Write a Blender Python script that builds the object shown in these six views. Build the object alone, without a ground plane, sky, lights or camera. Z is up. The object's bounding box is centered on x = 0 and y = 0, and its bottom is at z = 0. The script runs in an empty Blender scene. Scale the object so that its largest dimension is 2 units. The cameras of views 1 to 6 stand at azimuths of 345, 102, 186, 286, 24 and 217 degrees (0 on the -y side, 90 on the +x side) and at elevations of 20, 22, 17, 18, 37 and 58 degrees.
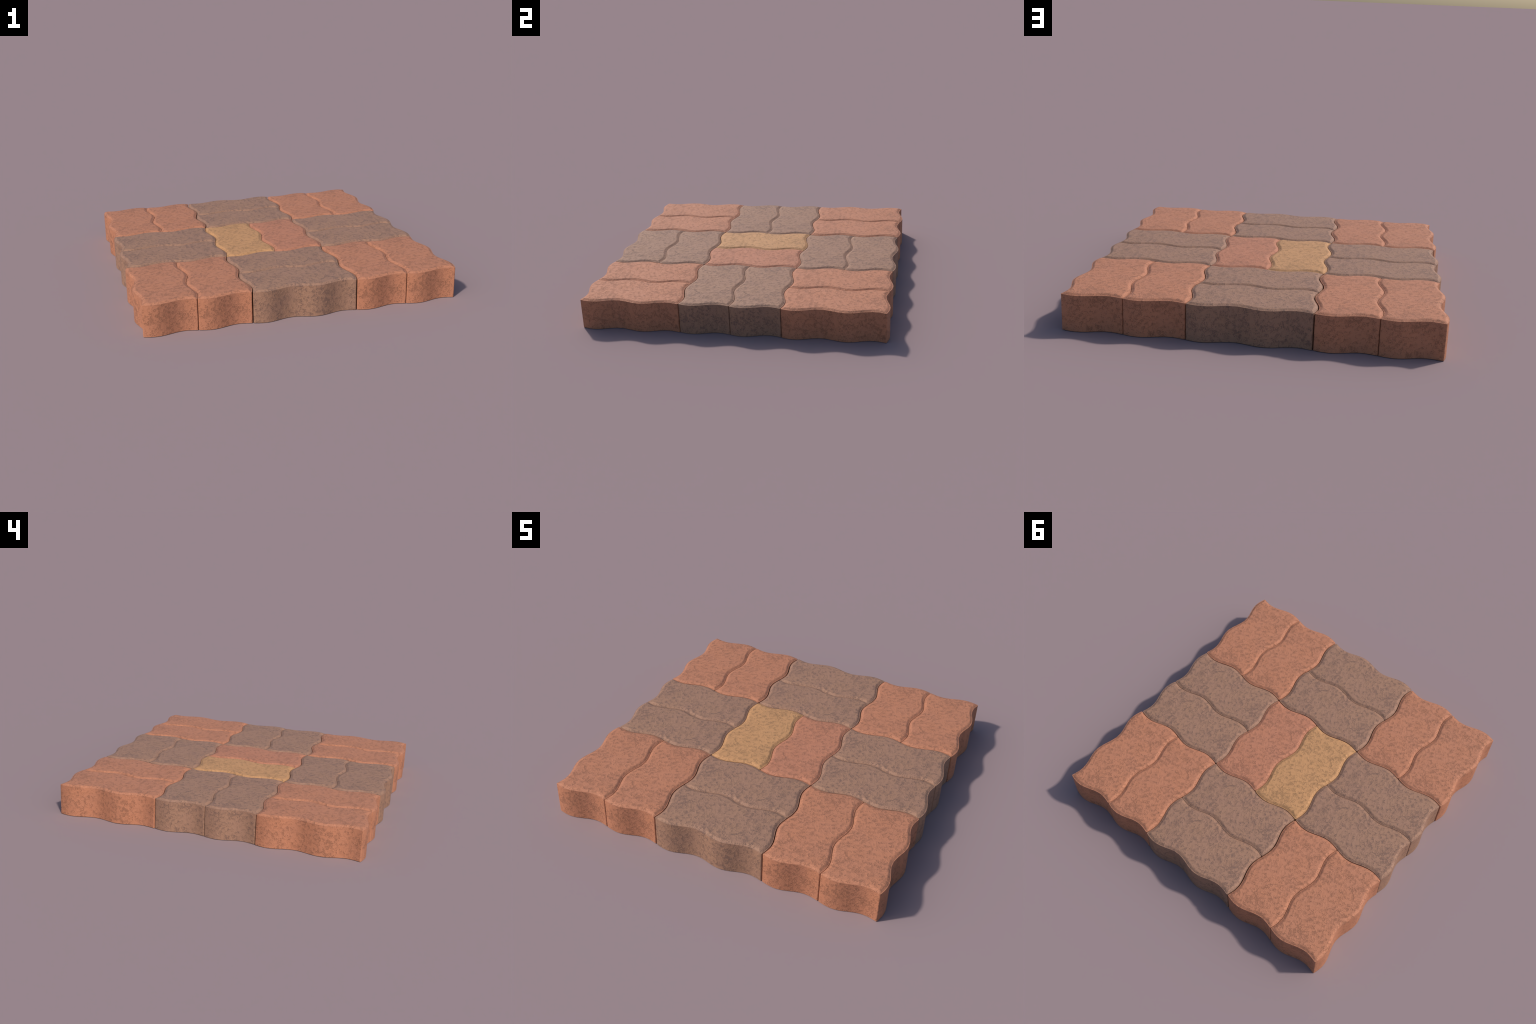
"""A square patch of eighteen interlocking wavy concrete pavers in a basket weave:
terracotta pairs at the corners, brown-grey pairs between them, and a
terracotta / ochre pair in the middle."""
import bpy
import math

# ---------------------------------------------------------------- dimensions (metres)
WIDTH = 0.3250         # paver across
LENGTH = 2 * WIDTH      # paver along
HEIGHT = 0.2052         # top of the flat face
WAVE = 0.0165           # amplitude of the wavy sides, one period per paver width
LIP = 0.0038            # narrow flat ledge round the rim
BEVEL = 0.0195          # sloping shoulder from the ledge up to the flat face
SHOULDER = math.radians(30)     # slope of that shoulder, easing to level at its top
CORNER = 0.006         # rounding of the upright corners

JOINT_PAIR_RED = 0.0028      # joint between the two stones of a terracotta pair
JOINT_PAIR_GREY = 0.0020     # ... of a grey pair
JOINT_X = 0.0056             # joints between neighbouring pairs
JOINT_Y = 0.0036


# ---------------------------------------------------------------- the paver's shape
def warp(x, y):
    """Bend a plain rectangle into the interlocking wave outline (local y is the long axis)."""
    k = 2 * math.pi / WIDTH
    return (x + WAVE * math.sin(k * y), y - WAVE * math.sin(k * (x + WIDTH / 2)))


def rounded_outline(inset, radius, long_steps=56, short_steps=28, arc_steps=5):
    """Outline of the paver drawn in by `inset`, counter-clockwise, always the same point count."""
    a, b = WIDTH / 2 - inset, LENGTH / 2 - inset
    corners = [(a, -b, -90), (a, b, 0), (-a, b, 90), (-a, -b, 180)]
    steps = [long_steps, short_steps, long_steps, short_steps]
    loop = []
    for i, (cx, cy, start) in enumerate(corners):
        ox, oy = cx - math.copysign(radius, cx), cy - math.copysign(radius, cy)
        for s in range(arc_steps + 1):
            t = math.radians(start + 90 * s / arc_steps)
            loop.append((ox + radius * math.cos(t), oy + radius * math.sin(t)))
        nx, ny, nstart = corners[(i + 1) % 4]
        nox, noy = nx - math.copysign(radius, nx), ny - math.copysign(radius, ny)
        t = math.radians(nstart)
        ex, ey = nox + radius * math.cos(t), noy + radius * math.sin(t)
        sx, sy = loop[-1]
        for s in range(1, steps[i]):
            f = s / steps[i]
            loop.append((sx + (ex - sx) * f, sy + (ey - sy) * f))
    return [warp(x, y) for x, y in loop]


def paver_profile():
    """(inset, height, corner radius) of every ring from the underside to the flat face."""
    steps = 10
    # slope at the middle of each step: straight chamfer first, then easing to level
    slopes = []
    for n in range(steps):
        f = (n + 0.5) / steps
        ease = min(1.0, (1.0 - f) / 0.5)
        slopes.append(SHOULDER * ease)
    rises = [BEVEL / steps * math.tan(a) for a in slopes]
    rim = HEIGHT - sum(rises)
    rings = [(0.0, 0.0, CORNER)]
    for n in range(1, 5):
        rings.append((0.0, (rim - 0.0006) * n / 4, CORNER))
    rings.append((0.0006, rim - 0.0003, CORNER))
    rings.append((LIP, rim, CORNER))
    z = rim
    for n in range(1, steps + 1):
        z += rises[n - 1]
        rings.append((LIP + BEVEL * n / steps, z, CORNER + 0.010 * n / steps))
    return rings


def build_paver_mesh():
    verts, faces = [], []
    profile = paver_profile()
    for inset, z, radius in profile:
        verts += [(x, y, z) for x, y in rounded_outline(inset, radius)]
    count = len(verts) // len(profile)
    for r in range(len(profile) - 1):
        for i in range(count):
            j = (i + 1) % count
            faces.append((r * count + i, r * count + j, (r + 1) * count + j, (r + 1) * count + i))
    faces.append(tuple(reversed(range(count))))
    last = (len(profile) - 1) * count
    faces.append(tuple(range(last, last + count)))
    mesh = bpy.data.meshes.new("paving_stone")
    mesh.from_pydata(verts, [], faces)
    mesh.update()
    for p in mesh.polygons:
        p.use_smooth = True
    # creases: underside rim, upper rim, foot of the shoulder
    sharp_rings = {0, 4, 5, 6}
    for e in mesh.edges:
        ra, rb = e.vertices[0] // count, e.vertices[1] // count
        if ra == rb and ra in sharp_rings:
            e.use_edge_sharp = True
    mesh.materials.append(None)
    return mesh


# ---------------------------------------------------------------- materials
def concrete(name, base, fleck, tint):
    """Pigmented concrete: an even ground colour, clustered dark pitted flecks, faint cloudiness."""
    mat = bpy.data.materials.new(name)
    mat.use_nodes = True
    nt = mat.node_tree
    nodes, links = nt.nodes, nt.links
    bsdf = nodes["Principled BSDF"]
    coord = nodes.new("ShaderNodeTexCoord")

    def noise(scale, detail, rough, distortion=0.0, offset=(0, 0, 0)):
        m = nodes.new("ShaderNodeMapping")
        m.inputs["Location"].default_value = offset
        links.new(coord.outputs["Object"], m.inputs["Vector"])
        n = nodes.new("ShaderNodeTexNoise")
        n.inputs["Scale"].default_value = scale
        n.inputs["Detail"].default_value = detail
        n.inputs["Roughness"].default_value = rough
        n.inputs["Distortion"].default_value = distortion
        links.new(m.outputs["Vector"], n.inputs["Vector"])
        return n.outputs["Fac"]

    def math_node(op, a, b, clamp=False):
        n = nodes.new("ShaderNodeMath")
        n.operation, n.use_clamp = op, clamp
        for i, v in enumerate((a, b)):
            if isinstance(v, (int, float)):
                n.inputs[i].default_value = v
            else:
                links.new(v, n.inputs[i])
        return n.outputs[0]

    def smooth(value, lo, hi):
        n = nodes.new("ShaderNodeMapRange")
        n.interpolation_type = "SMOOTHSTEP"
        n.inputs["From Min"].default_value, n.inputs["From Max"].default_value = lo, hi
        links.new(value, n.inputs["Value"])
        return n.outputs["Result"]

    def mix(fac, a, b):
        n = nodes.new("ShaderNodeMix")
        n.data_type = "RGBA"
        if isinstance(fac, float):
            n.inputs[0].default_value = fac
        else:
            links.new(fac, n.inputs[0])
        for i, v in ((6, a), (7, b)):
            if isinstance(v, tuple):
                n.inputs[i].default_value = (*v, 1)
            else:
                links.new(v, n.inputs[i])
        return n.outputs[2]

    # one rough fractal sets where pits cluster and, at its finest, the pits themselves
    cluster = noise(50, 2.5, 0.6, 0.3)
    grain = noise(215, 3, 0.6, 0.0, (0.3, 0.1, 0.2))
    field = math_node("ADD", math_node("MULTIPLY", cluster, 0.44), math_node("MULTIPLY", grain, 0.56))
    drift = math_node("MULTIPLY", math_node("SUBTRACT", noise(13, 1, 0.5, 0.0, (5, 2, 7)), 0.5), 0.17)
    pits = smooth(math_node("ADD", field, drift), 0.53, 0.595)
    patches = smooth(cluster, 0.42, 0.56)
    clouds = noise(9, 2, 0.5, 0.2, (2, 1, 0))

    ground = mix(smooth(clouds, 0.3, 0.7), base, tint)
    colour = mix(pits, ground, fleck)
    links.new(colour, bsdf.inputs["Base Color"])

    fine = noise(300, 2, 0.5, 0.0, (1, 4, 2))
    relief = math_node("MULTIPLY", math_node("ADD", math_node("MULTIPLY", patches, 0.85), 0.15), fine)
    height = math_node("SUBTRACT", math_node("MULTIPLY", relief, 0.8), math_node("MULTIPLY", pits, 0.9))
    bump = nodes.new("ShaderNodeBump")
    bump.inputs["Strength"].default_value = 0.6
    bump.inputs["Distance"].default_value = 0.0036
    links.new(height, bump.inputs["Height"])
    links.new(bump.outputs["Normal"], bsdf.inputs["Normal"])
    bsdf.inputs["Roughness"].default_value = 0.72
    bsdf.inputs["Specular IOR Level"].default_value = 0.4
    return mat


TERRACOTTA = concrete("terracotta_concrete", (0.455, 0.184, 0.098), (0.315, 0.130, 0.071), (0.442, 0.182, 0.101))
ROSE = concrete("rosy_terracotta_concrete", (0.452, 0.182, 0.101), (0.313, 0.129, 0.074), (0.440, 0.181, 0.104))
GREY = concrete("brown_grey_concrete", (0.324, 0.175, 0.109), (0.208, 0.116, 0.084), (0.314, 0.170, 0.111))
OCHRE = concrete("ochre_concrete", (0.508, 0.260, 0.112), (0.335, 0.176, 0.078), (0.494, 0.254, 0.112))

# ---------------------------------------------------------------- laying the patch
patch = bpy.data.objects.new("paving_patch", None)
patch["label"] = "square patch of wavy interlocking terracotta and brown-grey paving stones"
patch["category"] = "paving"
bpy.context.scene.collection.objects.link(patch)

stone = build_paver_mesh()


def lay(x, y, turned, material):
    ob = bpy.data.objects.new("paving_stone", stone)
    ob.location = (x, y, 0)
    ob.rotation_euler = (0, 0, math.pi / 2 if turned else 0)
    ob.parent = patch
    bpy.context.scene.collection.objects.link(ob)
    ob.material_slots[0].link = "OBJECT"
    ob.material_slots[0].material = material


half_red = (WIDTH + JOINT_PAIR_RED) / 2
half_grey = (WIDTH + JOINT_PAIR_GREY) / 2
red_span = 2 * WIDTH + JOINT_PAIR_RED           # a terracotta pair, across
grey_span = 2 * WIDTH + JOINT_PAIR_GREY         # a grey pair, across

# terracotta pairs lie along y; a grey pair lies between them on each side.
# Hand-laid, so a few stones sit a millimetre or so off the ideal grid.
corner_x = LENGTH / 2 + JOINT_X + red_span / 2
corner_y = grey_span / 2 + JOINT_Y + LENGTH / 2
for sx in (-1, 1):
    for sy in (-1, 1):
        off_y = -0.0012 if sy < 0 else 0.0003
        for side in (-1, 1):
            lay(sx * corner_x + side * half_red, sy * corner_y + off_y, False, TERRACOTTA)
for s in (-1, 1):
    spread = half_grey + (0.0005 if s > 0 else 0.0002)
    for side in (-1, 1):
        lay(s * (red_span / 2 + JOINT_X * 0.6 + LENGTH / 2), side * spread - (0.0006 if s < 0 else 0), True, GREY)
        lay(0.0012 if s > 0 else 0, s * (LENGTH / 2 + JOINT_Y + grey_span / 2) + side * half_grey - (0.0012 if s < 0 else 0),
            True, GREY)
lay(-half_red, 0, False, OCHRE)
lay(half_red, 0, False, ROSE)
